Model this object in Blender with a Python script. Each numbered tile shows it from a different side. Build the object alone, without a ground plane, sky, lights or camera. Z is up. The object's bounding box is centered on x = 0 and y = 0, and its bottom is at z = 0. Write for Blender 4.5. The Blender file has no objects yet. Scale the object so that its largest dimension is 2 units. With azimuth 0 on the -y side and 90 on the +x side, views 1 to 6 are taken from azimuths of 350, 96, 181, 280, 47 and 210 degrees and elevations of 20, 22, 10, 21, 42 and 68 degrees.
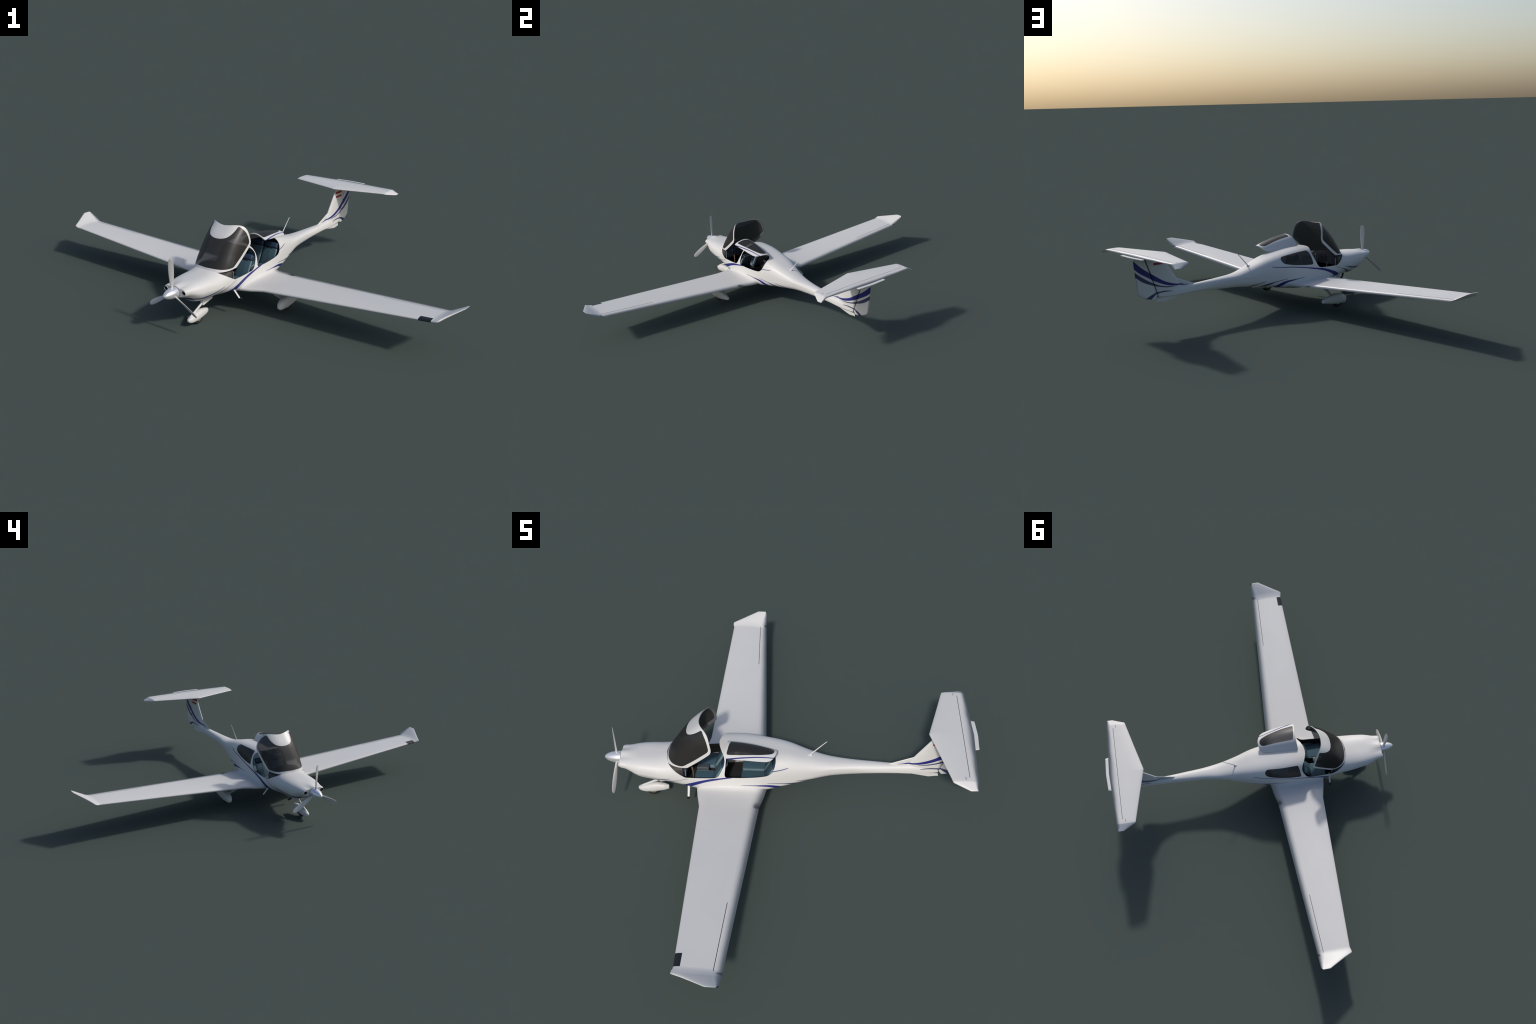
# White four-seat light airplane (T-tail, open canopy, open rear door), built part by part.
# Aircraft frame: x forward, y to the left wing, z up; the root empty turns it into the world frame.
import bpy, math
import numpy as np
from mathutils import Matrix, Vector

YAW = math.radians(222.0)
ROOT_XY = (-0.0274, 0.0305)

# --------------------------------------------------------------------------- materials
def new_mat(name):
    m = bpy.data.materials.new(name); m.use_nodes = True
    nt = m.node_tree
    b = next(n for n in nt.nodes if n.type == 'BSDF_PRINCIPLED')
    return m, nt, b

def simple(name, col, rough=0.5, metal=0.0, spec=0.5, coat=0.0):
    m, nt, b = new_mat(name)
    b.inputs['Base Color'].default_value = (*col, 1)
    b.inputs['Roughness'].default_value = rough
    b.inputs['Metallic'].default_value = metal
    b.inputs['Specular IOR Level'].default_value = spec
    b.inputs['Coat Weight'].default_value = coat
    return m

WHITE = (0.60, 0.597, 0.59)
BLUE = (0.021, 0.025, 0.165)
GREY = (0.050, 0.052, 0.12)
RED = (0.33, 0.012, 0.015)

class G:
    """small helper to write node maths"""
    def __init__(s, nt):
        s.nt = nt; s.tc = nt.nodes.new('ShaderNodeTexCoord'); sx = nt.nodes.new('ShaderNodeSeparateXYZ')
        nt.links.new(s.tc.outputs['Object'], sx.inputs[0]); s.x, s.y, s.z = sx.outputs
    def m(s, op, a, b=None, c=None):
        n = s.nt.nodes.new('ShaderNodeMath'); n.operation = op
        for i, v in enumerate((a, b, c)):
            if v is None: continue
            if isinstance(v, (int, float)): n.inputs[i].default_value = v
            else: s.nt.links.new(v, n.inputs[i])
        return n.outputs[0]
    def curve(s, pts, x0, x1, z0, z1):
        """piecewise curve z(x) through control points, as a Float Curve node"""
        t = s.m('DIVIDE', s.m('SUBTRACT', s.x, x0), x1 - x0)
        n = s.nt.nodes.new('ShaderNodeFloatCurve'); s.nt.links.new(t, n.inputs['Value'])
        cm = n.mapping; cm.use_clip = True; cm.extend = 'HORIZONTAL'; c = cm.curves[0]
        P = sorted(((x - x0) / (x1 - x0), (z - z0) / (z1 - z0)) for x, z in pts)
        c.points[0].location = P[0]; c.points[1].location = P[-1]
        for p in P[1:-1]: c.points.new(*p)
        for p in c.points: p.handle_type = 'AUTO_CLAMPED'
        cm.update()
        return s.m('MULTIPLY_ADD', n.outputs[0], z1 - z0, z0)
    def inside(s, v, lo, hi, soft=0.0004):
        """soft-edged mask: 1 where lo < v < hi"""
        def step(a, b):
            d = s.m('SUBTRACT', a, b); d = s.m('MULTIPLY_ADD', d, 1 / (2 * soft), 0.5)
            n = s.nt.nodes.new('ShaderNodeClamp'); s.nt.links.new(d, n.inputs[0]); return n.outputs[0]
        return s.m('MULTIPLY', step(v, lo), step(hi, v))
    def band(s, top, bot, xlo, xhi):
        X0, X1, Z0, Z1 = -1.1, 0.7, 0.08, 0.46
        zt = s.curve(top, X0, X1, Z0, Z1); zb = s.curve(bot, X0, X1, Z0, Z1)
        g = .0008   # edge softening eats a little of the band
        return s.m('MULTIPLY', s.inside(s.z, s.m('SUBTRACT', zb, g), s.m('ADD', zt, g)), s.inside(s.x, xlo, xhi))
    def mix(s, fac, a, b):
        n = s.nt.nodes.new('ShaderNodeMix'); n.data_type = 'RGBA'
        s.nt.links.new(fac, n.inputs[0])
        for i, v in ((6, a), (7, b)):
            if isinstance(v, tuple): n.inputs[i].default_value = (*v, 1)
            else: s.nt.links.new(v, n.inputs[i])
        return n.outputs[2]

def white_with(name, bands, rough=0.42):
    m, nt, b = new_mat(name); g = G(nt)
    nz = nt.nodes.new('ShaderNodeTexNoise'); nt.links.new(g.tc.outputs['Object'], nz.inputs['Vector'])
    nz.inputs['Scale'].default_value = 9.0; nz.inputs['Detail'].default_value = 5.0
    col = g.mix(nz.outputs[0], (WHITE[0] * .97, WHITE[1] * .97, WHITE[2] * .97), (WHITE[0] * 1.03, WHITE[1] * 1.03, WHITE[2] * 1.03))
    for colr, mask in ((c, f(g)) for c, f in bands): col = g.mix(mask, col, colr)
    nt.links.new(col, b.inputs['Base Color'])
    b.inputs['Roughness'].default_value = rough
    b.inputs['Specular IOR Level'].default_value = 0.4
    return m

FUS_BANDS = [
    # cheek stripe: thin at the rear, widening forward and down under the nose
    (BLUE, lambda g: g.band(
        [(-.205, .262), (-.19, .2592), (-.138, .2522), (-.073, .2467), (0, .2355), (.05, .2265), (.118, .2138), (.163, .2062), (.188, .199), (.213, .191), (.247, .178), (.265, .171), (.287, .160), (.31, .148), (.34, .126), (.36, .10)],
        [(-.205, .261), (-.19, .2573), (-.138, .2495), (-.074, .2432), (0, .231), (.05, .2215), (.0665, .217), (.1175, .2058), (.1735, .1903), (.2206, .171), (.2465, .157), (.263, .1405), (.285, .115), (.3, .09)], -.204, .35)),
    # low aft stripes
    (BLUE, lambda g: g.band(
        [(.016, .1743), (-.048, .1722), (-.107, .1707), (-.1417, .1650), (-.172, .1535), (-.189, .1414), (-.21, .12)],
        [(.016, .1737), (-.048, .1692), (-.068, .1662), (-.107, .1605), (-.139, .1473), (-.154, .139), (-.17, .12)], -.21, .015)),
    (GREY, lambda g: g.band(
        [(-.106, .1818), (-.158, .1778), (-.217, .1704), (-.2328, .1673), (-.2607, .159), (-.274, .150), (-.29, .13)],
        [(-.106, .1812), (-.158, .1758), (-.188, .1718), (-.206, .1665), (-.2266, .1585), (-.245, .147), (-.26, .13)], -.29, -.107)),
    (GREY, lambda g: g.band(
        [(-.245, .1826), (-.2534, .1812), (-.2913, .1738), (-.334, .165), (-.36, .15)],
        [(-.245, .1822), (-.2534, .1800), (-.2913, .1705), (-.32, .162), (-.34, .15)], -.36, -.246)),
    # cowling stripes
    (BLUE, lambda g: g.band(
        [(.355, .1905), (.365, .1893), (.403, .1803), (.447, .1715), (.4976, .1680), (.525, .1705), (.5646, .1795), (.585, .184)],
        [(.355, .190), (.365, .1885), (.397, .1775), (.43, .1672), (.4815, .1590), (.5173, .1575), (.5395, .158), (.56, .165), (.585, .178)], .356, .583)),
    (GREY, lambda g: g.band(
        [(.27, .200), (.283, .1958), (.334, .1788), (.3684, .1680), (.399, .1565), (.459, .1425), (.50, .136)],
        [(.27, .1995), (.283, .1953), (.3356, .1768), (.3705, .1602), (.385, .1515), (.42, .135), (.452, .122), (.50, .11)], .272, .48)),
]
FIN_BANDS = [
    (BLUE, lambda g: g.band(
        [(-1.055, .402), (-1.0448, .3959), (-1.02, .372), (-.99, .3475), (-.955, .3235), (-.915, .297), (-.88, .2752), (-.838, .2575), (-.80, .2465), (-.775, .2425), (-.765, .2418), (-.745, .2355), (-.718, .2317)],
        [(-1.055, .366), (-1.0462, .3591), (-1.02, .335), (-.98, .3095), (-.9446, .2885), (-.91, .2705), (-.87, .2535), (-.83, .2425), (-.80, .2385), (-.77, .2362), (-.755, .2335), (-.718, .2313)], -1.06, -.719)),
    (GREY, lambda g: g.band(
        [(-1.055, .348), (-1.0435, .3391), (-1.0, .306), (-.96, .2805), (-.92, .260), (-.88, .2465), (-.85, .2405), (-.812, .2363)],
        [(-1.055, .323), (-1.0411, .3142), (-1.0, .284), (-.96, .2655), (-.92, .2515), (-.88, .2415), (-.85, .2365), (-.812, .2357)], -1.06, -.813)),
    (GREY, lambda g: g.band(
        [(-1.0, .19), (-.985, .1935), (-.965, .2035), (-.94, .2135), (-.916, .2192), (-.88, .2205), (-.85, .2170), (-.825, .2129)],
        [(-1.0, .17), (-.962, .182), (-.95, .192), (-.935, .2025), (-.916, .2125), (-.88, .2150), (-.85, .2142), (-.825, .2123)], -1.0, -.826)),
    (RED, lambda g: g.m('MULTIPLY', g.inside(g.x, -.935, -.872), (lambda zz: g.m('ADD', g.inside(zz, .3550, .3670), g.inside(zz, .3800, .3930)))(g.m('MULTIPLY_ADD', g.m('LESS_THAN', g.y, 0.0), -.009, g.z)))),
]
M_WHITE = white_with('white_paint', [])
M_FUS = white_with('white_paint_with_blue_stripes', FUS_BANDS)
M_TAILCONE = white_with('white_paint_with_all_stripes', FUS_BANDS + FIN_BANDS[:3])
M_FIN = white_with('white_paint_with_tail_stripes', FIN_BANDS)
M_LINING = simple('dark_cabin_lining', (.014, .016, .018), .8)
M_INNER = simple('grey_frame_lining', (.10, .105, .115), .6)
M_COVER = simple('dark_grey_cover', (.035, .033, .031), .55)
M_GAP = simple('black_hinge_gap', (.01, .01, .012), .8)
M_SPIN = simple('polished_spinner_paint', (.82, .82, .86), .24, metal=.65)
M_BLADE = simple('propeller_grey_white', (.52, .515, .50), .4)
M_RUBBER = simple('tyre_rubber', (.016, .014, .013), .8)
M_HUB = simple('wheel_hub_metal', (.42, .36, .28), .4, metal=.5)
M_BLACK = simple('black_recess', (.004, .004, .004), .9)
M_PIPE = simple('exhaust_steel', (.06, .06, .06), .5, metal=.6)
M_LAMP = simple('dark_landing_light_lens', (.015, .016, .018), .2)
M_NAVY = simple('navy_leather', (.030, .055, .105), .38)
M_TRIM = simple('pale_teal_trim', (.17, .25, .29), .5)
M_SHELL = simple('seat_shell_dark', (.062, .074, .088), .5)
M_FLOOR = simple('cabin_carpet', (.012, .014, .014), .95)
M_PANEL = simple('instrument_panel_navy', (.012, .017, .03), .5)
M_DIAL = simple('instrument_dial', (.05, .052, .055), .35)
M_STICK = simple('stick_brown', (.17, .12, .09), .5)
M_LIGHTGREY = simple('pale_grey_plastic', (.45, .46, .5), .5)
M_DIMGREY = simple('dim_grey_lettering', (.11, .11, .115), .6)
M_REDKNOB = simple('red_knob', (.35, .02, .02), .4)
M_ORANGE = simple('orange_lamp', (.5, .13, .02), .4)
M_SKYBLUE = simple('attitude_blue', (.08, .2, .5), .4)

def fabric():
    m, nt, b = new_mat('teal_ribbed_fabric')
    tc = nt.nodes.new('ShaderNodeTexCoord'); mp = nt.nodes.new('ShaderNodeMapping')
    nt.links.new(tc.outputs['Object'], mp.inputs[0]); mp.inputs['Rotation'].default_value = (.6, .5, .7)
    wv = nt.nodes.new('ShaderNodeTexWave'); nt.links.new(mp.outputs[0], wv.inputs['Vector'])
    wv.inputs['Scale'].default_value = 55; wv.inputs['Distortion'].default_value = 1.5; wv.inputs['Detail'].default_value = 2
    cr = nt.nodes.new('ShaderNodeValToRGB'); nt.links.new(wv.outputs[0], cr.inputs[0])
    cr.color_ramp.elements[0].color = (.036, .082, .114, 1); cr.color_ramp.elements[1].color = (.056, .122, .166, 1)
    nt.links.new(cr.outputs[0], b.inputs['Base Color']); b.inputs['Roughness'].default_value = .85
    bp = nt.nodes.new('ShaderNodeBump'); bp.inputs['Strength'].default_value = .3; bp.inputs['Distance'].default_value = .001
    nt.links.new(wv.outputs[0], bp.inputs['Height']); nt.links.new(bp.outputs[0], b.inputs['Normal'])
    return m
M_FABRIC = fabric()

def glass():
    m, nt, b = new_mat('smoked_acrylic')
    b.inputs['Base Color'].default_value = (.036, .035, .033, 1); b.inputs['Roughness'].default_value = .36
    b.inputs['Specular IOR Level'].default_value = .4
    tr = nt.nodes.new('ShaderNodeBsdfTransparent'); tr.inputs[0].default_value = (.75, .75, .77, 1)
    mx = nt.nodes.new('ShaderNodeMixShader'); mx.inputs[0].default_value = .60
    out = next(n for n in nt.nodes if n.type == 'OUTPUT_MATERIAL')
    nt.links.new(tr.outputs[0], mx.inputs[1]); nt.links.new(b.outputs[0], mx.inputs[2]); nt.links.new(mx.outputs[0], out.inputs[0])
    return m
M_GLASS = glass()

# --------------------------------------------------------------------------- objects
COL = bpy.context.scene.collection
root = bpy.data.objects.new('light_airplane', None); COL.objects.link(root)
root.location = (*ROOT_XY, 0); root.rotation_euler = (0, 0, YAW); root.empty_display_size = .1
root['label'] = 'white four-seat light airplane, blue stripes, T-tail, canopy open'
root['category'] = 'airplane'

def add_obj(name, me, parent=root, matrix=None):
    o = bpy.data.objects.new(name, me); COL.objects.link(o)
    o.parent = parent; o.matrix_parent_inverse = Matrix.Identity(4)
    if matrix is not None: o.matrix_local = matrix
    return o

def mesh_obj(name, V, F, mats, parent=root, smooth=True, fmat=None, loopn=None, matrix=None, angle=None):
    me = bpy.data.meshes.new(name)
    me.from_pydata([tuple(map(float, v)) for v in V], [], [tuple(int(i) for i in f) for f in F])
    for m in (mats if isinstance(mats, (list, tuple)) else [mats]): me.materials.append(m)
    if fmat is not None: me.polygons.foreach_set('material_index', np.asarray(fmat, np.int32))
    me.polygons.foreach_set('use_smooth', np.full(len(me.polygons), smooth))
    me.update()
    if loopn is not None: me.normals_split_custom_set([tuple(map(float, n)) for n in loopn])
    elif angle is not None: me.set_sharp_from_angle(angle=math.radians(angle))
    return add_obj(name, me, parent, matrix)

# --------------------------------------------------------------------------- surface tools
def interp(xs, ys, x):
    """smooth cubic interpolation of station tables"""
    xs = np.asarray(xs, float); ys = np.asarray(ys, float); o = np.argsort(xs); xs, ys = xs[o], ys[o]
    if ys.ndim == 1: ys = ys[:, None]
    h = np.diff(xs); d = np.diff(ys, axis=0) / h[:, None]
    m = np.zeros_like(ys); m[1:-1] = (d[:-1] * h[1:, None] + d[1:] * h[:-1, None]) / (h[1:] + h[:-1])[:, None]
    m[0], m[-1] = d[0], d[-1]
    x = np.atleast_1d(np.asarray(x, float))
    i = np.clip(np.searchsorted(xs, x) - 1, 0, len(xs) - 2); t = ((x - xs[i]) / h[i])[:, None]; hh = h[i][:, None]
    return (2*t**3 - 3*t**2 + 1)*ys[i] + (t**3 - 2*t**2 + t)*hh*m[i] + (-2*t**3 + 3*t**2)*ys[i+1] + (t**3 - t**2)*hh*m[i+1]

def tri(F):
    out = []
    for f in F:
        for k in range(1, len(f) - 1): out.append((f[0], f[k], f[k + 1]))
    return np.array(out, int)

def vnormals(V, F):
    n = np.cross(V[F[:, 1]] - V[F[:, 0]], V[F[:, 2]] - V[F[:, 0]])
    N = np.zeros_like(V)
    for k in range(3): np.add.at(N, F[:, k], n)
    return N / np.maximum(np.linalg.norm(N, axis=1, keepdims=True), 1e-12)

def split_all(S, fs):
    """inside = all half-space functions negative"""
    rest = []
    for f in fs:
        if S is None: break
        S, o = split(S, f(S[0]))
        if o is not None: rest.append(o)
    return S, (join(*rest)[0] if rest else None)

def split(S, f):
    """cut a triangle surface S=(V,N,F) along f=0; returns (inside f<0, outside)"""
    V, N, F = S; f = np.where(np.abs(f) < 2e-5, 2e-5, f)
    s = f < 0; c = s[F].sum(1)
    ins = list(map(tuple, F[c == 3])); out = list(map(tuple, F[c == 0]))
    nv, nn, cache = list(V), list(N), {}
    def cutv(a, b):
        k = (a, b) if a < b else (b, a)
        if k not in cache:
            t = f[k[0]] / (f[k[0]] - f[k[1]])
            n = N[k[0]] * (1 - t) + N[k[1]] * t
            nv.append(V[k[0]] * (1 - t) + V[k[1]] * t); nn.append(n / max(np.linalg.norm(n), 1e-12)); cache[k] = len(nv) - 1
        return cache[k]
    for t in F[(c == 1) | (c == 2)]:
        t = list(map(int, t)); k = sum(s[i] for i in t)
        odd = next(i for i in range(3) if s[t[i]] == (k == 1))
        a, b, d = t[odd], t[(odd + 1) % 3], t[(odd + 2) % 3]
        p, q = cutv(a, b), cutv(a, d)
        one, two = [(a, p, q)], [(p, b, d), (p, d, q)]
        if k == 1: ins += one; out += two
        else: out += one; ins += two
    nv, nn = np.array(nv), np.array(nn)
    def pack(fl):
        if not fl: return None
        fa = np.array(fl); u, inv = np.unique(fa, return_inverse=True)
        return nv[u], nn[u], inv.reshape(fa.shape)
    return pack(ins), pack(out)

def join(*Ss):
    Vs, Ns, Fs, tag, k = [], [], [], [], 0
    for j, S in enumerate(Ss):
        if S is None: continue
        Vs.append(S[0]); Ns.append(S[1]); Fs.append(S[2] + k); tag += [j] * len(S[2]); k += len(S[0])
    return (np.concatenate(Vs), np.concatenate(Ns), np.concatenate(Fs)), np.array(tag)

def skin_obj(name, S, mats, tag=None, thick=0.0, inner=1, **kw):
    """surface -> object with the whole body's normals; thick>0 adds an inner wall and rims"""
    V, N, F = S; tag = np.zeros(len(F), int) if tag is None else tag
    faces = [tuple(f) for f in F]; fm = list(tag); ln = [N[i] for f in F for i in f]
    VV = V
    if thick:
        n = len(V); VV = np.concatenate([V, V - N * thick])
        for f in F:
            faces.append((f[2] + n, f[1] + n, f[0] + n)); fm.append(inner); ln += [-N[f[2]], -N[f[1]], -N[f[0]]]
        key = {}
        VR = np.round(V, 6); _, cid = np.unique(VR, axis=0, return_inverse=True); cid = cid.ravel()
        for f in F:
            for a, b in ((f[0], f[1]), (f[1], f[2]), (f[2], f[0])):
                k = tuple(sorted((cid[a], cid[b]))); key.setdefault(k, []).append((a, b))
        for es in key.values():
            if len(es) == 1:
                a, b = es[0]; q = (b, a, a + n, b + n)
                nr = np.cross(VV[a] - VV[b], VV[a + n] - VV[b]); nr = nr / max(np.linalg.norm(nr), 1e-12)
                faces.append(q); fm.append(kw.get('rim', 0)); ln += [nr] * 4
    kw.pop('rim', None)
    return mesh_obj(name, VV, faces, mats, fmat=fm, loopn=ln, **kw)

def loft(rows, cap0=True, cap1=True):
    """closed rings -> triangle surface"""
    R = np.array(rows, float); n, m = R.shape[:2]; V = R.reshape(-1, 3); F = []
    for i in range(n - 1):
        for j in range(m):
            a, b = i * m + j, i * m + (j + 1) % m; F.append((a, b, b + m, a + m))
    V = list(V)
    for flag, i, rev in ((cap0, 0, True), (cap1, n - 1, False)):
        if flag:
            c = len(V); V.append(R[i].mean(0))
            for j in range(m):
                a, b = i * m + j, i * m + (j + 1) % m; F.append((b, a, c) if rev else (a, b, c))
    V = np.array(V); F = tri(F)
    # make outward
    vol = np.einsum('ij,ij->i', V[F[:, 0]], np.cross(V[F[:, 1]], V[F[:, 2]])).sum()
    if vol < 0: F = F[:, ::-1]
    return V, vnormals(V, F), F

# --------------------------------------------------------------------------- fuselage
#         x     top    bottom  halfw  z_wide  n_top  n_bottom
ST = np.array([
 (.580, .2537, .1692, .0851, .2205, 2.06, 2.19),
 (.540, .2558, .1507, .0957, .2044, 2.83, 1.86),
 (.480, .2575, .1240, .1040, .2006, 3.00, 1.72),
 (.400, .2636, .1215, .1145, .1926, 2.59, 1.75),
 (.386, .2657, .1219, .1157, .1920, 2.54, 1.76),
 (.350, .2793, .1205, .1176, .1920, 2.33, 2.01),
 (.300, .2959, .1175, .1222, .1917, 2.55, 2.45),
 (.250, .3134, .1114, .1248, .1868, 2.63, 2.91),
 (.200, .3265, .1046, .1267, .1826, 2.82, 3.35),
 (.150, .3315, .1021, .1280, .1842, 3.00, 3.68),
 (.100, .3354, .1017, .1276, .1868, 2.94, 3.93),
 (.000, .3341, .1047, .1270, .1859, 3.05, 4.17),
 (-.10, .3210, .1171, .1172, .1860, 3.16, 4.08),
 (-.20, .3009, .1377, .1010, .1932, 3.12, 3.56),
 (-.30, .2686, .1512, .0741, .2033, 2.76, 2.98),
 (-.40, .2423, .1646, .0503, .2160, 2.31, 2.71),
 (-.50, .2351, .1710, .0357, .2127, 2.29, 2.54),
 (-.60, .2312, .1781, .0296, .2048, 2.39, 2.41),
 (-.70, .2278, .1822, .0231, .1966, 2.55, 2.29),
 (-.80, .2286, .1859, .0183, .1890, 2.66, 2.13),
 (-.92, .2280, .1915, .0105, .1969, 2.66, 2.00)])
NTH = 200
def section(x, th):
    q = interp(ST[:, 0], ST[:, 1:], min(x, .58))[0]; zt, zb, hw, zw, nt, nb = q
    c, s = np.cos(th), np.sin(th); n = np.where(s > 0, nt, nb)
    y = hw * np.sign(c) * np.abs(c)**(2 / n); h = np.where(s > 0, zt - zw, zw - zb)
    return y, zw + np.sign(s) * h * np.abs(s)**(2 / n)
# front face outline of the cowling, radius by angle about the propeller axis: two inlet bulges and a neck round the spinner
NOSE_A = np.radians([-90, -60, -35, -18, -8, 4, 14, 24, 36, 52, 70, 90])
NOSE_R = np.array([.031, .033, .041, .054, .0665, .0735, .0735, .062, .045, .0375, .0365, .0365])
HUBZ = .2165
def fuselage_surface():
    th = np.linspace(0, 2 * np.pi, NTH, endpoint=False); rows = []
    FRONT = {.6080: .86, .6078: .90, .6072: .935, .6060: .962, .6040: .982, .6010: .995}
    xs = np.concatenate([list(FRONT), np.linspace(.598, .50, 46), np.linspace(.4965, -.912, 330)])
    for i, x in enumerate(xs):
        y, z = section(x, th)
        w = np.clip((x - .50) / (.606 - .50), 0, 1); w = w**1.8
        if w > 0:
            a = np.arctan2(z - HUBZ, np.abs(y)); r = interp(NOSE_A, NOSE_R, a)[:, 0]
            yn, zn = np.sign(y) * r * np.cos(a), HUBZ + r * np.sin(a)
            y, z = y * (1 - w) + yn * w, z * (1 - w) + zn * w
        k = FRONT.get(x, 1.0); y, z = y * k, HUBZ + (z - HUBZ) * k
        rows.append(np.stack([np.full_like(y, x), y, z], 1))
    return loft(rows)

def ang(V): return np.degrees(np.arctan2(V[:, 2] - .2, np.abs(V[:, 1])))

def rounded(poly, n=6):
    """polygon corners (x, angle, radius) -> smooth outline in (x, angle*K)"""
    P = [np.array((p[0], p[1] * KA)) for p in poly]; out = []
    for i, p in enumerate(P):
        r = poly[i][2] if len(poly[i]) > 2 else 0
        if r == 0: out.append(p); continue
        a, b = P[i - 1], P[(i + 1) % len(P)]
        ra, rb = min(r, .48 * np.linalg.norm(a - p)), min(r, .48 * np.linalg.norm(b - p))
        s, e = p + (a - p) / np.linalg.norm(a - p) * ra, p + (b - p) / np.linalg.norm(b - p) * rb
        for t in np.linspace(0, 1, n): out.append((1-t)**2 * s + 2*t*(1-t) * p + t*t * e)
    return np.array(out)
KA = .13 * math.pi / 180
def sdf(pts, poly):
    d = np.full(len(pts), 9.0); ins = np.zeros(len(pts), bool)
    for i in range(len(poly)):
        a, b = poly[i - 1], poly[i]; e = b - a; w = pts - a
        t = np.clip((w @ e) / max(e @ e, 1e-12), 0, 1); d = np.minimum(d, np.linalg.norm(w - t[:, None] * e, axis=1))
        c = (a[1] > pts[:, 1]) != (b[1] > pts[:, 1])
        with np.errstate(divide='ignore', invalid='ignore'):
            xx = a[0] + (pts[:, 1] - a[1]) / (b[1] - a[1]) * e[0]
        ins ^= c & (pts[:, 0] < xx)
    return np.where(ins, -d, d)
def region(V, poly, side=None):
    f = sdf(np.stack([V[:, 0], ang(V) * KA], 1), rounded(poly))
    if side is not None: f = np.where(V[:, 1] * side > 0, f, .05)
    return f
R1, R2 = .02, .03
OPENING = [(.3805, 100), (.3805, 84, .02), (.3745, 50, .02), (.361, 31.5, .02), (.331, 16.9, .03), (.2825, 3.3, .006), (.218, 4.0, .03), (.128, 6.6, .022),
          (.1037, 27.1, .03), (.0905, 40, .02), (.0935, 51.5, .02), (.111, 65.7, .02), (.1225, 79, .02), (.1255, 92), (.1255, 100)]
CANOPY = [(.391, 100), (.391, 84, .02), (.3790, 50, .02), (.362, 31.5, .02), (.331, 16.9, .03), (.2825, 3.3, .006)] + OPENING[6:]
CANOPY_GLASS = [(.3635, 100), (.3635, 80, .02), (.3585, 50, .02), (.3465, 32, .02), (.3260, 21, .02), (.298, 11.4, .014), (.223, 11.0, .03), (.133, 13.2, .014),
                (.1155, 27.5, .03), (.1065, 40, .02), (.1055, 56.2, .010), (.138, 57.0, .02), (.168, 60, .02), (.194, 66, .016), (.207, 79, .016), (.2085, 92), (.2085, 100)]
DOOR = [(.0855, 85), (.0855, 60, .02), (.087, 35, .03), (.094, 15, .02), (.0885, 8.6, .008), (.02, 9.0, .03), (-.069, 10.7, .03), (-.117, 13.9, .03), (-.140, 31, .03), (-.1475, 48, .03), (-.140, 66, .03), (-.110, 76.3, .02)]
WINDOW = [(.068, 55.3, .006), (.0775, 42.7, .02), (.0862, 17.3, .012), (.0187, 19.3, .03), (-.071, 25.6, .03), (-.126, 33.5, .02), (-.137, 45, .015), (-.124, 54.8, .015), (-.04, 54.0, .02)]

body = fuselage_surface()
whole = body
can, _ = split(whole, region(whole[0], CANOPY))
_, body = split(body, region(body[0], OPENING))
door, body = split(body, region(body[0], DOOR, 1))
rwin, body = split(body, region(body[0], WINDOW, -1))
dwin, door = split(door, region(door[0], WINDOW, 1))
cwin, can = split(can, region(can[0], CANOPY_GLASS))
fuselage = skin_obj('fuselage', body, [M_TAILCONE, M_LINING], thick=.003, inner=1, rim=1)
skin_obj('rear_window', rwin, [M_GLASS], thick=.002, inner=0, parent=fuselage)

# canopy: swings forward and up about the cowling edge
def rot_about(p, axis, a): return Matrix.Translation(p) @ Matrix.Rotation(a, 4, axis) @ Matrix.Translation(-Vector(p))
CM = Matrix.Translation((.0034, 0, .1098)) @ rot_about(Vector((.2003, 0, .2128)), 'Y', math.radians(36.47))
canopy = skin_obj('canopy', can, [M_FUS, M_INNER], thick=.004, inner=1, rim=1, matrix=CM)  # rim coloured grey instead of white to show the arch edge in shadow
skin_obj('canopy_window', cwin, [M_GLASS], thick=.002, inner=0, parent=canopy)
# rear door: hinged along the roof, swung up
h0, h1 = Vector((.083, .012, .337)), Vector((-.140, .030, .317))
DM = rot_about(h0, (h1 - h0).normalized(), math.radians(-60))
door_o = skin_obj('cabin_door', door, [M_FUS, M_INNER], thick=.004, inner=1, rim=0, matrix=DM)
skin_obj('door_window', dwin, [M_GLASS], thick=.002, inner=0, parent=door_o)

# --------------------------------------------------------------------------- wings
AF_TOP = [(0, -.022), (.003, -.006), (.018, .010), (.07, .027), (.16, .040), (.32, .049), (.50, .048), (.66, .040), (.82, .026), (1, -.001)]
AF_BOT = [(.8, -.027), (.55, -.053), (.3, -.070), (.12, -.068), (.04, -.054), (.006, -.038)]
AF = np.array(AF_TOP + AF_BOT)
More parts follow.
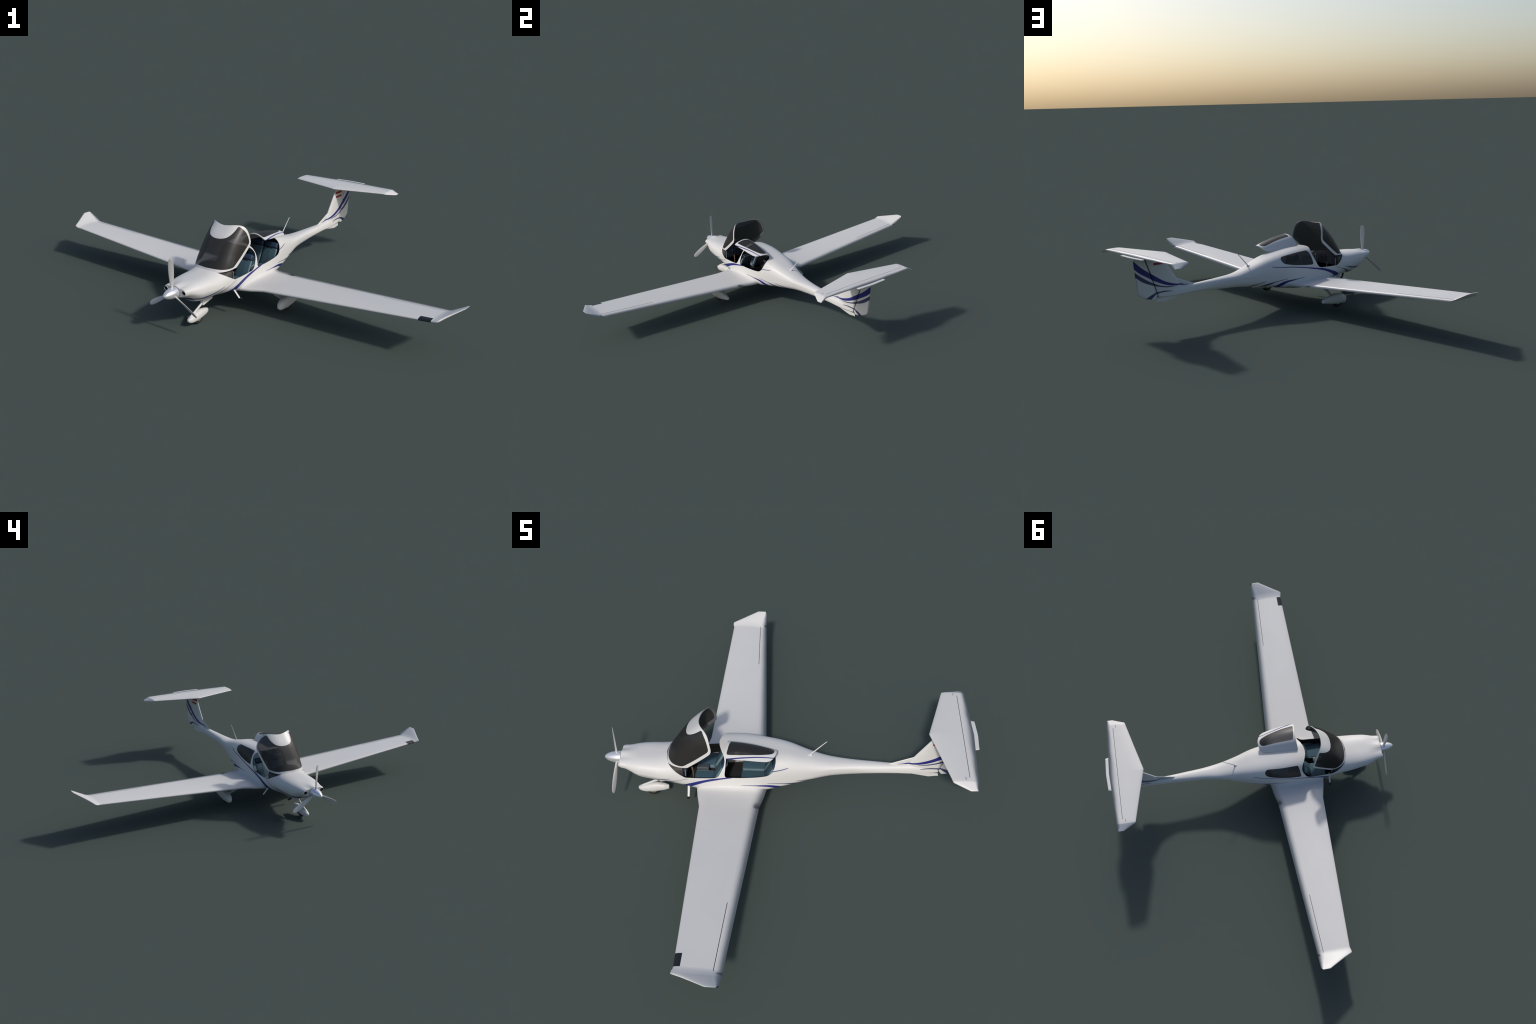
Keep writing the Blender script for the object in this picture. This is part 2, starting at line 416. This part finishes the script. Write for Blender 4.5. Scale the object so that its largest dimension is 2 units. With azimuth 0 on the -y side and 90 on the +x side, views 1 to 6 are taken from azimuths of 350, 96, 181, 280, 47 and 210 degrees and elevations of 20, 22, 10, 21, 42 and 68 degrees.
#  y     xLE     zLE     xTE     zTE    thickness factor, fillet rise on top
WING = [
 (.1175, .2312, .1380, -.1045, .1418, 1.0, .034), (.128, .2290, .1400, -.1020, .1425, 1.0, .0175),
 (.145, .2250, .1430, -.0985, .1430, 1.0, .007), (.170, .2195, .1460, -.0935, .1440, 1.0, .002), (.210, .2105, .1505, -.0850, .1465, 1.0, 0), (.2494, .2018, .1540, -.0765, .1490, 1.0, 0), (.262, .2013, .1549, -.0757, .1498, 1.0, 0),
 (.45, .1960, .1672, -.0630, .1612, .98, 0), (.65, .1903, .1806, -.0495, .1734, .96, 0), (.849, .1846, .1942, -.0358, .1856, .93, 0), (1.03, .1794, .2063, -.0236, .1968, .90, 0), (1.185, .1750, .2166, -.0130, .2062, .86, 0),
 (1.195, .1756, .2175, -.0125, .2070, .86, 0), (1.207, .1795, .2195, -.0125, .2105, .82, 0), (1.222, .1800, .2235, -.0122, .2165, .75, 0), (1.228, .1690, .2265, -.0120, .2200, .72, 0), (1.243, .1380, .2335, -.0117, .2270, .70, 0), (1.270, .0880, .2440, -.0110, .2405, .65, 0), (1.2935, .0450, .2525, -.0100, .2525, .60, 0), (1.2965, .0400, .2535, -.009, .2535, .2, 0)]
def body_halfwidth(x, z):
    q = interp(ST[:, 0], ST[:, 1:], x); zt, zb, hw, zw, nt, nb = q.T
    dz = z - zw; h = np.where(dz > 0, zt - zw, zw - zb); n = np.where(dz > 0, nt, nb)
    return hw * np.clip(1 - (np.abs(dz) / h)**n, .02, 1)**(1 / n)
ROOT = [(0, .018), (.10, .0125), (.22, .0075), (.36, .0035), (.52, .0012), (.72, .0002)]   # share of the way from the body to y=.17, fillet rise
def wing_surface(side):
    rows = []; isup = np.arange(len(AF)) < len(AF_TOP); xc, zc = AF[:, 0], AF[:, 1]
    bump = np.sqrt(np.clip(np.sin(np.pi * np.clip(xc * .98 + .01, 0, 1)), 0, 1)) * isup
    W = np.array(WING)
    def row(y, p, rise, yarr=None):
        # blunt leading edge sits a little below the chord line inboard of the tip
        xl, zl, xt, zt, tf = p; c = xl - xt
        x = xl + .0025 - (c + .0025) * xc; z = zl + np.interp(y, [0, 1.19, 1.222, 1.30], [-.0036, -.0036, -.001, .002]) * (1 - .35 * xc) + (zt - zl) * xc + zc * c * tf * 1.08 + bump * rise
        return x, (np.full(len(AF), y) if yarr is None else yarr), z
    for t, rise in ROOT:
        p = [np.interp(.118 + (.17 - .118) * t, W[:, 0], W[:, k]) for k in range(1, 6)]
        x, _, z = row(0, p, rise)
        yb = body_halfwidth(x, z) - .0055
        rows.append(np.stack([x, (yb + (.17 - yb) * t) * side, z], 1))
    for w in WING:
        if w[0] < .165: continue
        x, y, z = row(w[0], w[1:6], 0); rows.append(np.stack([x, y * side, z], 1))
    V, N, F = loft(rows)
    # trailing-edge normals bent aft to shade it; bent down to draw two dark smudges
    for i, r in enumerate(rows):
        y = abs(r[0, 1]); n = np.array((-.97, 0, -.12))
        if .245 < y < .2495 or 1.2065 < y < 1.2075: n = np.array((-.6, 0, -.7))
        N[i * len(AF) + len(AF_TOP) - 1] = n / np.linalg.norm(n)
    return V, N, F
AIL = ((.0077, .8487), (.0242, 1.1975))
def aileron_x(y): return AIL[0][0] + (y - AIL[0][1]) * (AIL[1][0] - AIL[0][0]) / (AIL[1][1] - AIL[0][1])
for side in (1, -1):
    S = wing_surface(side); V = S[0]; ay = np.abs(V[:, 1])
    def f_ail(g):
        return [lambda V: V[:, 0] - aileron_x(np.abs(V[:, 1])) + g, lambda V: .8487 - np.abs(V[:, 1]), lambda V: np.abs(V[:, 1]) - 1.1975]
    ail, S = split_all(S, f_ail(0))
    ail, gap = split_all(ail, f_ail(.0026)[:1])
    tip, S = split_all(S, [lambda V: 1.1985 - np.abs(V[:, 1])])
    lamp = None
    if side == 1:
        lamp, S = split_all(S, [lambda V: .1505 - V[:, 0], lambda V: 1.123 - V[:, 1], lambda V: V[:, 1] - 1.187])
    J, tg = join(S, gap)
    w = skin_obj('wing', J, [M_WHITE, M_GAP], tag=tg)
    skin_obj('aileron', ail, [M_WHITE], parent=w)
    slit, tip = split_all(tip, [lambda V: V[:, 0] + .9 * (np.abs(V[:, 1]) - 1.2965) * -1 - .0005 - 0 * V[:, 2], lambda V: 1.2855 - np.abs(V[:, 1])])
    J, tg = join(tip, slit)
    skin_obj('winglet', J, [M_WHITE, M_LAMP], tag=tg, parent=w)
    if lamp: skin_obj('landing_light', lamp, [M_LAMP], parent=w)

# --------------------------------------------------------------------------- tail
def naca(t):
    t = np.clip(t, 0, 1); return (1.4845*np.sqrt(t) - .63*t - 1.758*t**2 + 1.4215*t**3 - .5075*t**4) * 2
# horizontal stabilizer on top of the fin: y, xLE, zLE, xTE, zTE, thickness
STAB = [(-.3565, -1.000, .3995, -1.0345, .4005, .002), (-.3545, -.997, .4005, -1.0355, .4012, .006), (-.334, -.9545, .4085, -1.0350, .4115, .009), (-.3225, -.9290, .4145, -1.0362, .4185, .0115), (-.316, -.9262, .4155, -1.0366, .4200, .0125),
        (-.30, -.9225, .4158, -1.0372, .4202, .013), (-.15, -.8850, .4163, -1.0435, .4206, .017), (-.004, -.8475, .4168, -1.0500, .4210, .020)]
STAB = STAB + [(-a[0], *a[1:]) for a in STAB[::-1]]
CH = np.array([0, .01, .04, .11, .25, .42, .60, .78, 1.0])
def stab_surface():
    rows = []
    for y, xl, zl, xt, zt, t in STAB:
        h = naca(CH) * t / 2; h[0] = 0; h[-1] = 0
        x = np.concatenate([xl + (xt - xl) * CH, (xl + (xt - xl) * CH)[-2:0:-1]])
        zc = zl + .0015 + (zt - zl) * CH
        z = np.concatenate([zc + h * .9, (zc - h * 1.1)[-2:0:-1]])
        rows.append(np.stack([x, np.full_like(x, y), z], 1))
    V, N, F = loft(rows)
    for i in range(len(rows)): N[i * len(rows[0]) + len(CH) - 1] = (-.985, 0, -.17)   # normals turned aft so the stabilizer's rear edge fades dark
    return V, N, F
S = stab_surface()
G1 = .0023
def abs_y(v, sgn=1): return lambda V: sgn * (np.abs(V[:, 1]) - v)
ele, S = split_all(S, [lambda V: V[:, 0] + .9985, abs_y(.2935)])
ele, gap = split_all(ele, [lambda V: V[:, 0] + .9985 + G1])
horn, S = split_all(S, [lambda V: V[:, 0] + .981, abs_y(.311), abs_y(.2935, -1)])
horn, gap2 = split_all(horn, [lambda V: V[:, 0] + .981 + G1])
gap2, S2 = split_all(gap2, [abs_y(.3105)]) ; S = join(S, S2)[0]
ele = join(ele, horn)[0]; gap = join(gap, gap2)[0]
tipw, S = split_all(S, [lambda V: .3165 - np.abs(V[:, 1])])
J, tg = join(S, gap, tipw); tg = np.where(tg == 2, 0, tg)
stab = skin_obj('horizontal_stabilizer', J, [M_WHITE, M_GAP], tag=tg)
skin_obj('elevator', ele, [M_WHITE], parent=stab)

def plate(name, outline, half, axis, mats, parent=root, bevel=.25, **kw):
    """thin plate from an outline; axis = thickness axis; edges are bevelled"""
    O_ = np.array(outline, float); c = O_.mean(0); n = len(O_); V, F = [], []
    inner = c + (O_ - c) * (1 - bevel * .3)
    for s_, pts in ((-1, inner), (0, O_), (1, inner)):
        for p in pts:
            v = list(p); v.insert(axis, s_ * half); V.append(v)
    for L in range(2):
        for j in range(n):
            a, b = L * n + j, L * n + (j + 1) % n; F.append((a, b, b + n, a + n))
    F.append(tuple(range(n))[::-1]); F.append(tuple(range(2 * n, 3 * n)))
    V = np.array(V); Ft = tri(F)
    vol = np.einsum('ij,ij->i', V[Ft[:, 0]], np.cross(V[Ft[:, 1]], V[Ft[:, 2]])).sum()
    if vol < 0: F = [f[::-1] for f in F]
    return mesh_obj(name, V, F, mats, parent=parent, smooth=False, **kw)

tab = plate('trim_tab', [(-1.0450, -.106), (-1.0490, 0), (-1.0450, .106), (-1.0634, .1015), (-1.0685, .0), (-1.0634, -.1015)], .0018, 2, M_WHITE, parent=stab)
tab.location.z = .4195

# vertical fin + rudder: rows of z with leading / trailing edge
def gap_x(z): return np.interp(z, [.185, .19, .33, .3442, .415], [-.9075, -.909, -.9546, -.9604, -.985])
def fin_le(z): return np.interp(z, [.19, .2753, .380, .42], [-.745, -.790, -.863, -.890])
def te(z): return np.interp(z, [.185, .186, .192, .2166, .3972, .404, .42], [-.945, -.960, -.985, -1.0317, -1.0488, -1.042, -1.03])
def fin_half(x, z):
    l, t = fin_le(z), -1.040
    return np.maximum(.0125 * naca(np.abs(x - l) / np.abs(t - l)) * (1 - .25 * (z - .2) / .2), 0) + .0006
def vert(zs, x0, x1, k, round_front=False):
    rows = []
    for z in zs:
        a, b = x0(z), x1(z); u = np.linspace(0, 1, k)
        u = u**1.6 if not round_front else u
        x = a + (b - a) * u; h = fin_half(x, z)
        if round_front: h[0] *= .6
        if round_front: h[-1] = 0
        else: h[0] = 0
        j = slice(-2, None, -1) if round_front else slice(None, 0, -1)   # share the sharp edge point
        X, Y = np.concatenate([x, x[j]]), np.concatenate([h, -h[j]])
        rows.append(np.stack([X, Y, np.full(len(X), z)], 1))
    return loft(rows)
fin = skin_obj('vertical_fin', vert(np.linspace(.19, .416, 14), fin_le, lambda z: gap_x(z) + .0008, 16), [M_FIN])
rud_z = [.185, .186, .189, .192, .2, .2166, .24, .27, .3, .33, .36, .3972, .401, .405]
rudder = skin_obj('rudder', vert(rud_z, lambda z: gap_x(z) - (.0030 if z > .2 else .0030 + (.2 - z) * .9), te, 7, True), [M_FIN])
plate('hinge_gap_dark_plate', [(gap_x(z) + d, z) for z, d in ((.19, .004), (.30, .004), (.41, .004), (.41, -.004), (.30, -.004), (.19, -.004))], .0055, 1, M_GAP, parent=fin, bevel=0)
plate('dorsal_fin', [(-.676, .2275), (-.684, .2322), (-.7905, .2758), (-.83, .26), (-.83, .205), (-.72, .205)], .0028, 1, M_FIN, parent=fin, bevel=.5)
plate('ventral_fin', [(-.745, .181), (-.7535, .1785), (-.8729, .1575), (-.917, .1638), (-.909, .192), (-.85, .2)], .0030, 1, M_WHITE, bevel=.5)

# --------------------------------------------------------------------------- round things
def revolve(profile, n=40, axis='x', center=(0, 0, 0), rib=None):
    """profile of (along, radius)"""
    rows = []
    t = np.linspace(0, 2 * np.pi, n, endpoint=False)
    for a, r in profile:
        c = np.stack([np.full(n, a), r * np.cos(t), r * np.sin(t)], 1)
        if axis == 'y': c = c[:, [1, 0, 2]]
        if axis == 'z': c = c[:, [1, 2, 0]]
        rows.append(c + np.array(center))
    return loft(rows)
spin_prof = [(.609, .031), (.617, .0308), (.630, .0298), (.645, .0275), (.660, .0238), (.672, .0192), (.682, .0135), (.688, .0085), (.691, .004), (.692, .0008)]
xs_ = np.linspace(.609, .692, 28); rr = np.interp(xs_, [p[0] for p in spin_prof], [p[1] for p in spin_prof])
prop_hub = skin_obj('propeller_spinner', revolve(list(zip(xs_, rr)), 48, center=(0, 0, HUBZ)), [M_SPIN])
def blade_mesh():
    rr_ = [.020, .03, .045, .065, .085, .105, .125, .145, .160, .170, .177, .1815, .1835]
    ch = [.0112, .0126, .0162, .0212, .0254, .0282, .0297, .0297, .0277, .0246, .0200, .0124, .0030]
    th_ = [.0100, .0096, .0082, .0070, .0060, .0052, .0046, .0040, .0034, .0028, .0022, .0014, .0006]
    rows = []
    for r, c, t in zip(rr_, ch, th_):
        pitch = math.radians(np.interp(r, [.02, .08, .18], [42, 31, 22]))
        u = np.linspace(0, 2 * np.pi, 20, endpoint=False)
        a, b = c / 2 * np.cos(u), t / 2 * np.sin(u) * (1 + .25 * np.cos(u))
        # chord direction in the (x forward, tangential) plane; the top blade's chord runs forward and to the right
        dx, dt = math.sin(pitch), -math.cos(pitch)
        rows.append(np.stack([.6300 + a * dx + b * -dt, a * dt + b * dx, np.full(20, r)], 1))
    return loft(rows)
bm = blade_mesh(); first = None
for k in range(3):
    M = Matrix.Translation((0, 0, HUBZ - .001)) @ Matrix.Rotation(k * 2 * math.pi / 3, 4, 'X')
    if first is None:
        first = skin_obj('propeller_blade', bm, [M_BLADE], parent=prop_hub, matrix=M)
    else:
        add_obj('propeller_blade', first.data, prop_hub, M)
# cooling inlets: white lip and black duct
for s in (1, -1):
    lip = [(.585, .0150), (.6050, .0142), (.6090, .0137), (.6103, .0131), (.6098, .0126), (.6075, .0125), (.600, .0125)]
    IM = Matrix.Translation((0, s * .0592, .2232)) @ Matrix.Diagonal((1, .98, .86, 1))
    skin_obj('air_inlet', revolve(lip, 32), [M_WHITE], parent=fuselage, matrix=IM)
    skin_obj('inlet_duct', revolve([(.600, .0127), (.6082, .0127), (.6083, .0002)], 24), [M_BLACK], parent=fuselage, matrix=IM)

def tube(pts, radii, n=12, flat=1.0, flat_axis=None):
    """tube through points; optional elliptical squash: flat = thickness ratio, wide axis = flat_axis"""
    P_ = np.array(pts, float); rows = []
    for i, p in enumerate(P_):
        d = P_[min(i + 1, len(P_) - 1)] - P_[max(i - 1, 0)]; d /= np.linalg.norm(d)
        a = np.array(flat_axis if flat_axis is not None else ((0, 1, 0) if abs(d[1]) < .8 else (1, 0, 0)), float)
        a = a - (a @ d) * d; a /= np.linalg.norm(a); b = np.cross(d, a)
        t = np.linspace(0, 2 * np.pi, n, endpoint=False)[:, None]
        rows.append(p + radii[i] * (np.cos(t) * a + np.sin(t) * b * flat))
    return loft(rows)

# --------------------------------------------------------------------------- landing gear
def pod(name, prof, yc, mats, parent):
    """wheel fairing: rows of (x, z_low, z_high, half width)"""
    xs = [p[0] for p in prof]; X = np.array(sorted(set(np.round(np.concatenate([np.linspace(xs[0], xs[-1], 22), xs, [xs[-1] - .0005, xs[-1] - .0015]]), 5)))); Q = np.stack([np.interp(X, xs, [p[k] for p in prof]) for k in (1, 2, 3)], 1)
    rows = []; t = np.linspace(0, 2 * np.pi, 28, endpoint=False)
    for x, (zl, zh, w) in zip(X, Q):
        zc, h = (zl + zh) / 2, (zh - zl) / 2; e = 2 / 2.4
        rows.append(np.stack([np.full(28, x), yc + w * np.sign(np.cos(t)) * np.abs(np.cos(t))**e, zc + h * np.sign(np.sin(t)) * np.abs(np.sin(t))**e], 1))
    return skin_obj(name, loft(rows), mats, parent=parent)
def wheel(yc, x, r, w, parent, lift=0):
    ty = revolve([(-w, r * .62), (-w * 1.05, r * .75), (-w * .9, r * .92), (-w * .5, r * .99), (0, r), (w * .5, r * .99), (w * .9, r * .92), (w * 1.05, r * .75), (w, r * .62)], 36, axis='y')
    o = skin_obj('tyre', ty, [M_RUBBER], parent=parent, matrix=Matrix.Translation((x, yc, r + lift)))
    hb = revolve([(-w * 1.06, r * .12), (-w * 1.06, r * .3), (-w * .95, r * .36), (-w * 1.08, r * .50), (-w * 1.0, r * .62), (w * 1.0, r * .62), (w * 1.08, r * .50), (w * .95, r * .36), (w * 1.06, r * .3), (w * 1.06, r * .12)], 30, axis='y')
    skin_obj('wheel_hub', hb, [M_HUB], parent=parent, matrix=Matrix.Translation((x, yc, r + lift)))
NY = .018
ng = skin_obj('nose_gear', tube([(.372, NY, .125), (.436, NY, .0955), (.512, NY, .0560), (.525, NY, .048)], [.0075, .0062, .0058, .0055]), [M_WHITE])
plate('gear_bracket', [(.345, .128), (.352, .103), (.385, .096), (.4285, .0855), (.4375, .0945), (.428, .135)], .0085, 1, M_WHITE, parent=ng).location.y = NY
pod('wheel_fairing', [(.3880, .0370, .0585, .0035), (.3895, .0360, .0595, .0080), (.410, .0300, .0665, .0150), (.4475, .0225, .0722, .0195), (.470, .0190, .0690, .0205), (.500, .0165, .0610, .0195), (.520, .0185, .0545, .0165), (.534, .0235, .0480, .0120), (.541, .0295, .0435, .0070), (.5428, .0350, .0390, .0015)], NY, [M_WHITE], ng)
wheel(NY, .4690, .0340, .0110, ng)
for s in (1, -1):
    mg = skin_obj('main_gear', tube([(.098, s * .085, .155), (.0965, s * .17, .124), (.0935, s * .2275, .0975), (.0830, s * .2850, .0680), (.0815, s * .30, .060)], [.015, .0135, .012, .0105, .010], 16, .38, (1, 0, 0)), [M_WHITE])
    pod('wheel_fairing', [(-.0225, .0530, .0705, .0040), (-.0215, .0520, .0718, .0090), (.010, .0450, .0810, .0165), (.045, .0378, .0912, .0225), (.070, .0355, .0952, .0245), (.109, .0332, .0928, .0250), (.135, .0325, .0835, .0210), (.149, .0345, .0745, .0155), (.1585, .0415, .0645, .0080), (.1638, .0495, .0535, .0015)], s * .312, [M_WHITE], mg)
    wheel(s * .312, .0885, .0375, .0125, mg, .0155)
    st = skin_obj('boarding_step', tube([(.271, s * .095, .152), (.271, s * .1095, .1385), (.2705, s * .1430, .1010)], [.0062, .0060, .0055], 12, .45, (1, 0, 0)), [M_WHITE])
    plate('step_pad', [(.2640, .1405), (.2640, .1590), (.2750, .1585), (.2765, .1405)], .0016, 2, [M_LAMP], parent=st, matrix=Matrix.Translation((0, 0, .1025)) @ Matrix.Diagonal((1, s, 1, 1)))
skin_obj('exhaust_pipe', tube([(.424, -.0285, .128), (.421, -.0295, .116), (.412, -.0330, .105), (.3985, -.0365, .0965)], [.0062, .0062, .0062, .0060], 14), [M_PIPE])
ant = skin_obj('antenna', tube([(-.3015, 0, .2655), (-.310, 0, .277), (-.345, 0, .3152), (-.381, 0, .3535)], [.0045, .0034, .0026, .0017], 10, .6, (1, 0, 0)), [M_WHITE])
plate('antenna_foot', [(-.293, -.004), (-.313, -.004), (-.313, .004), (-.293, .004)], .003, 2, M_WHITE, parent=ant, matrix=Matrix.Translation((0, 0, .2695)))

# --------------------------------------------------------------------------- cabin
def box(name, c, size, mat, parent=root, bevel=.003, seg=3, matrix=None):
    import bmesh
    me = bpy.data.meshes.new(name); b = bmesh.new(); bmesh.ops.create_cube(b, size=1)
    bmesh.ops.scale(b, verts=b.verts, vec=size)
    if bevel: bmesh.ops.bevel(b, geom=list(b.edges), offset=bevel, segments=seg, affect='EDGES', profile=.5)
    b.to_mesh(me); b.free(); me.materials.append(mat)
    me.polygons.foreach_set('use_smooth', np.full(len(me.polygons), True)); me.set_sharp_from_angle(angle=math.radians(40))
    return add_obj(name, me, parent, (Matrix.Translation(c) if matrix is None else matrix))

floor = box('cabin_floor', (.095, 0, .131), (.39, .15, .010), M_FLOOR, bevel=0)
def seat(name, yc, w, xf, xc, zc, xt, ztop, hr=.030, wide=.008):
    """cushion from xf back to the crease xc at height zc; backrest up to (xt, ztop)"""
    base = Vector(((xf + xc) / 2 - .004, yc, zc - .012)); inv = Matrix.Translation(-base)
    s = box(name, base + Vector((0, math.copysign(wide, yc), 0)), (xf - xc + .012, w + 2 * wide, .026), M_FABRIC, bevel=.006)
    inv = Matrix.Translation(-(base + Vector((0, math.copysign(wide, yc), 0))))
    L = math.hypot(xt - xc, ztop - zc); tilt = math.atan2(xt - xc, ztop - zc)
    def back(off, t, lo, hi, n, mat, ww, dy=0, bv=.005):
        mid = (lo + hi) / 2
        M = Matrix.Translation((xc, yc + dy, zc)) @ Matrix.Rotation(tilt, 4, 'Y') @ Matrix.Translation((off, 0, mid))
        return box(n, None, (t, ww, hi - lo), mat, parent=s, bevel=bv, matrix=inv @ M)
    back(-.006, .013, -.010, L - hr - .003, 'backrest', M_FABRIC, w, bv=.004)
    back(-.0155, .007, -.020, L - .002, 'seat_shell', M_SHELL, w * .97, bv=.003)
    back(-.005, .017, L - hr, L, 'headrest', M_NAVY, w * .98, bv=.006)
    for dy in (-w / 2, w / 2): back(-.006, .010, .0, L - hr - .004, 'seat_piping', M_TRIM, .0022, dy, bv=.0008)
    box('sunlit_cushion_side_strip', (.004, -math.copysign(w / 2 + wide + .0006, yc), .003), (xf - xc - .006, .0022, .015), M_TRIM, parent=s, bevel=.0008)  # pale strip modelled for the sunlit inner face of the cushion
    back(.0012, .004, L - hr - .0045, L - hr + .0005, 'headrest_slot', M_BLACK, w * .45, 0, bv=0)
    for a in (0,): back(.0006, .0016, 0.002, L - hr - .006, 'seat_seam', M_SHELL, .0012, 0, bv=0)
    return s
for s in (1, -1):
    seat('front_seat', s * .0585, .076, .245, .158, .1655, .094, .2815)
    seat('rear_seat', s * .0480, .084, .022, -.085, .1635, -.1435, .2800)
box('center_console', (.214, 0, .155), (.060, .030, .045), M_SHELL, bevel=.004)
for s in (1, -1):
    stick = skin_obj('control_stick', tube([(.258, s * .061, .135), (.2532, s * .061, .1668), (.2535, s * .061, .198), (.2575, s * .061, .222)], [.0032, .0030, .0030, .0042], 10), [M_STICK])
tb = np.linspace(0, 2 * np.pi, 72, endpoint=False)
def bulk(x, k): y, z = section(x, tb); return np.stack([np.full(72, x), y * k, .2 + (z - .2) * k], 1)
skin_obj('cabin_bulkhead', loft([bulk(-.170, .975), bulk(-.164, .975)]), [M_LINING])
for s in (1, -1):  # side panels below the sills
    tl = np.radians(np.linspace(-62, 1, 24)); rows = []
    for x in np.linspace(.30, -.165, 24):
        y, z = section(x, tl); o = np.stack([np.full(24, x), y * .962, z], 1); i = np.stack([np.full(24, x), y * .945, z], 1)
        rows.append(np.concatenate([o, i[::-1]]) * [1, s, 1])
    skin_obj('cabin_side_panel', loft(rows), [M_LINING])
# glareshield cowl under the canopy and the instrument panel
PANEL_Y = [.1120, .1150, .1125, .1040, .0785, .0455, .0200, 0]
PANEL_Z = [.2050, .2300, .2480, .2565, .2700, .2785, .2815, .2822]
tt = np.radians(np.linspace(-10, 190, 61)); u = np.linspace(0, 7, 31)
py, pz = np.interp(u, range(8), PANEL_Y), np.interp(u, range(8), PANEL_Z)
py, pz = np.concatenate([py, -py[-2::-1]]), np.concatenate([pz, pz[-2::-1]])
rows = []
sy, sz = section(.386, tt); sy, sz = sy * .955, .2 + (sz - .2) * .955
for x in (.288, .30, .32, .345, .37, .389):
    t = np.clip((x - .288) / .098, 0, 1)
    rows.append(np.stack([np.full(61, x), py * (1 - t) + sy * t, pz * (1 - t) + sz * t], 1))
skin_obj('glareshield', loft(rows, True, True), [M_COVER])
out = list(zip(py * .995, .2 + (pz - .2) * .985))
panel = plate('instrument_panel', out, .004, 0, [M_PANEL], bevel=.05); panel.location.x = .2835
for s in (1, -1):
    box('panel_edge_trim', (-.0035, s * .1105, .2265), (.004, .005, .040), M_TRIM, parent=panel, bevel=.0012)
panel.rotation_euler = (0, 0, 0)
def on_panel(name, yz, me, mat=None): return add_obj(name, me, panel, Matrix.Translation((-.0046, yz[0], yz[1])))
def disc(r, mat, ring=True):
    V, N, F = revolve([(0, r), (-.0012, r), (-.0016, r * .85), (-.0008, r * .8), (-.0008, r * .02)], 20)
    me = bpy.data.meshes.new('gauge'); me.from_pydata(V.tolist(), [], F.tolist()); me.materials.append(mat); me.polygons.foreach_set('use_smooth', np.full(len(me.polygons), False)); return me
def bar(sz, mat):
    me = bpy.data.meshes.new('switch'); x, y, z = .0018, sz[0] / 2, sz[1] / 2
    V = [(a * x * .5, b * y, c * z) for a in (-1, 1) for b in (-1, 1) for c in (-1, 1)]
    me.from_pydata(V, [], [(0, 1, 3, 2), (4, 6, 7, 5), (0, 4, 5, 1), (2, 3, 7, 6), (0, 2, 6, 4), (1, 5, 7, 3)]); me.materials.append(mat); return me
g_dial, g_blue, g_small = disc(.0068, M_DIAL), disc(.0068, M_SKYBLUE), disc(.0035, M_DIAL)
for j, zz in enumerate((.252, .236, .2205)):
    for i, yy in enumerate((.094, .078, .062, .046)):
        if j == 0 and i == 0: continue
        on_panel('gauge', (yy, zz), g_blue if (i, j) == (2, 0) else g_dial)
b_radio, b_lab, b_red, b_org, b_pale = bar((.027, .006), M_BLACK), bar((.020, .0012), M_DIMGREY), bar((.006, .003), M_REDKNOB), bar((.006, .004), M_ORANGE), bar((.004, .003), M_DIMGREY)
for i in range(5):
    on_panel('radio', (.014, .254 - .0095 * i), b_radio); on_panel('radio_label', (.014, .2492 - .0095 * i), b_lab)
for i, yy in enumerate((-.016, -.027)):
    for j in range(6): on_panel('engine_gauge', (yy, .252 - .0085 * j), g_small)
for i in range(4):
    for j in range(5): on_panel('circuit_breaker', (-.048 - .011 * i, .247 - .008 * j), b_pale if (i + j) % 3 else b_lab if i == 1 else b_pale)
on_panel('warning_lamp', (.022, .2635), b_org); on_panel('warning_lamp', (.006, .2615), b_red); on_panel('warning_lamp', (.058, .2655), b_red)
for i in range(9): on_panel('switch', (.094 - .011 * i, .2085), b_pale if i not in (6, 7) else b_red)
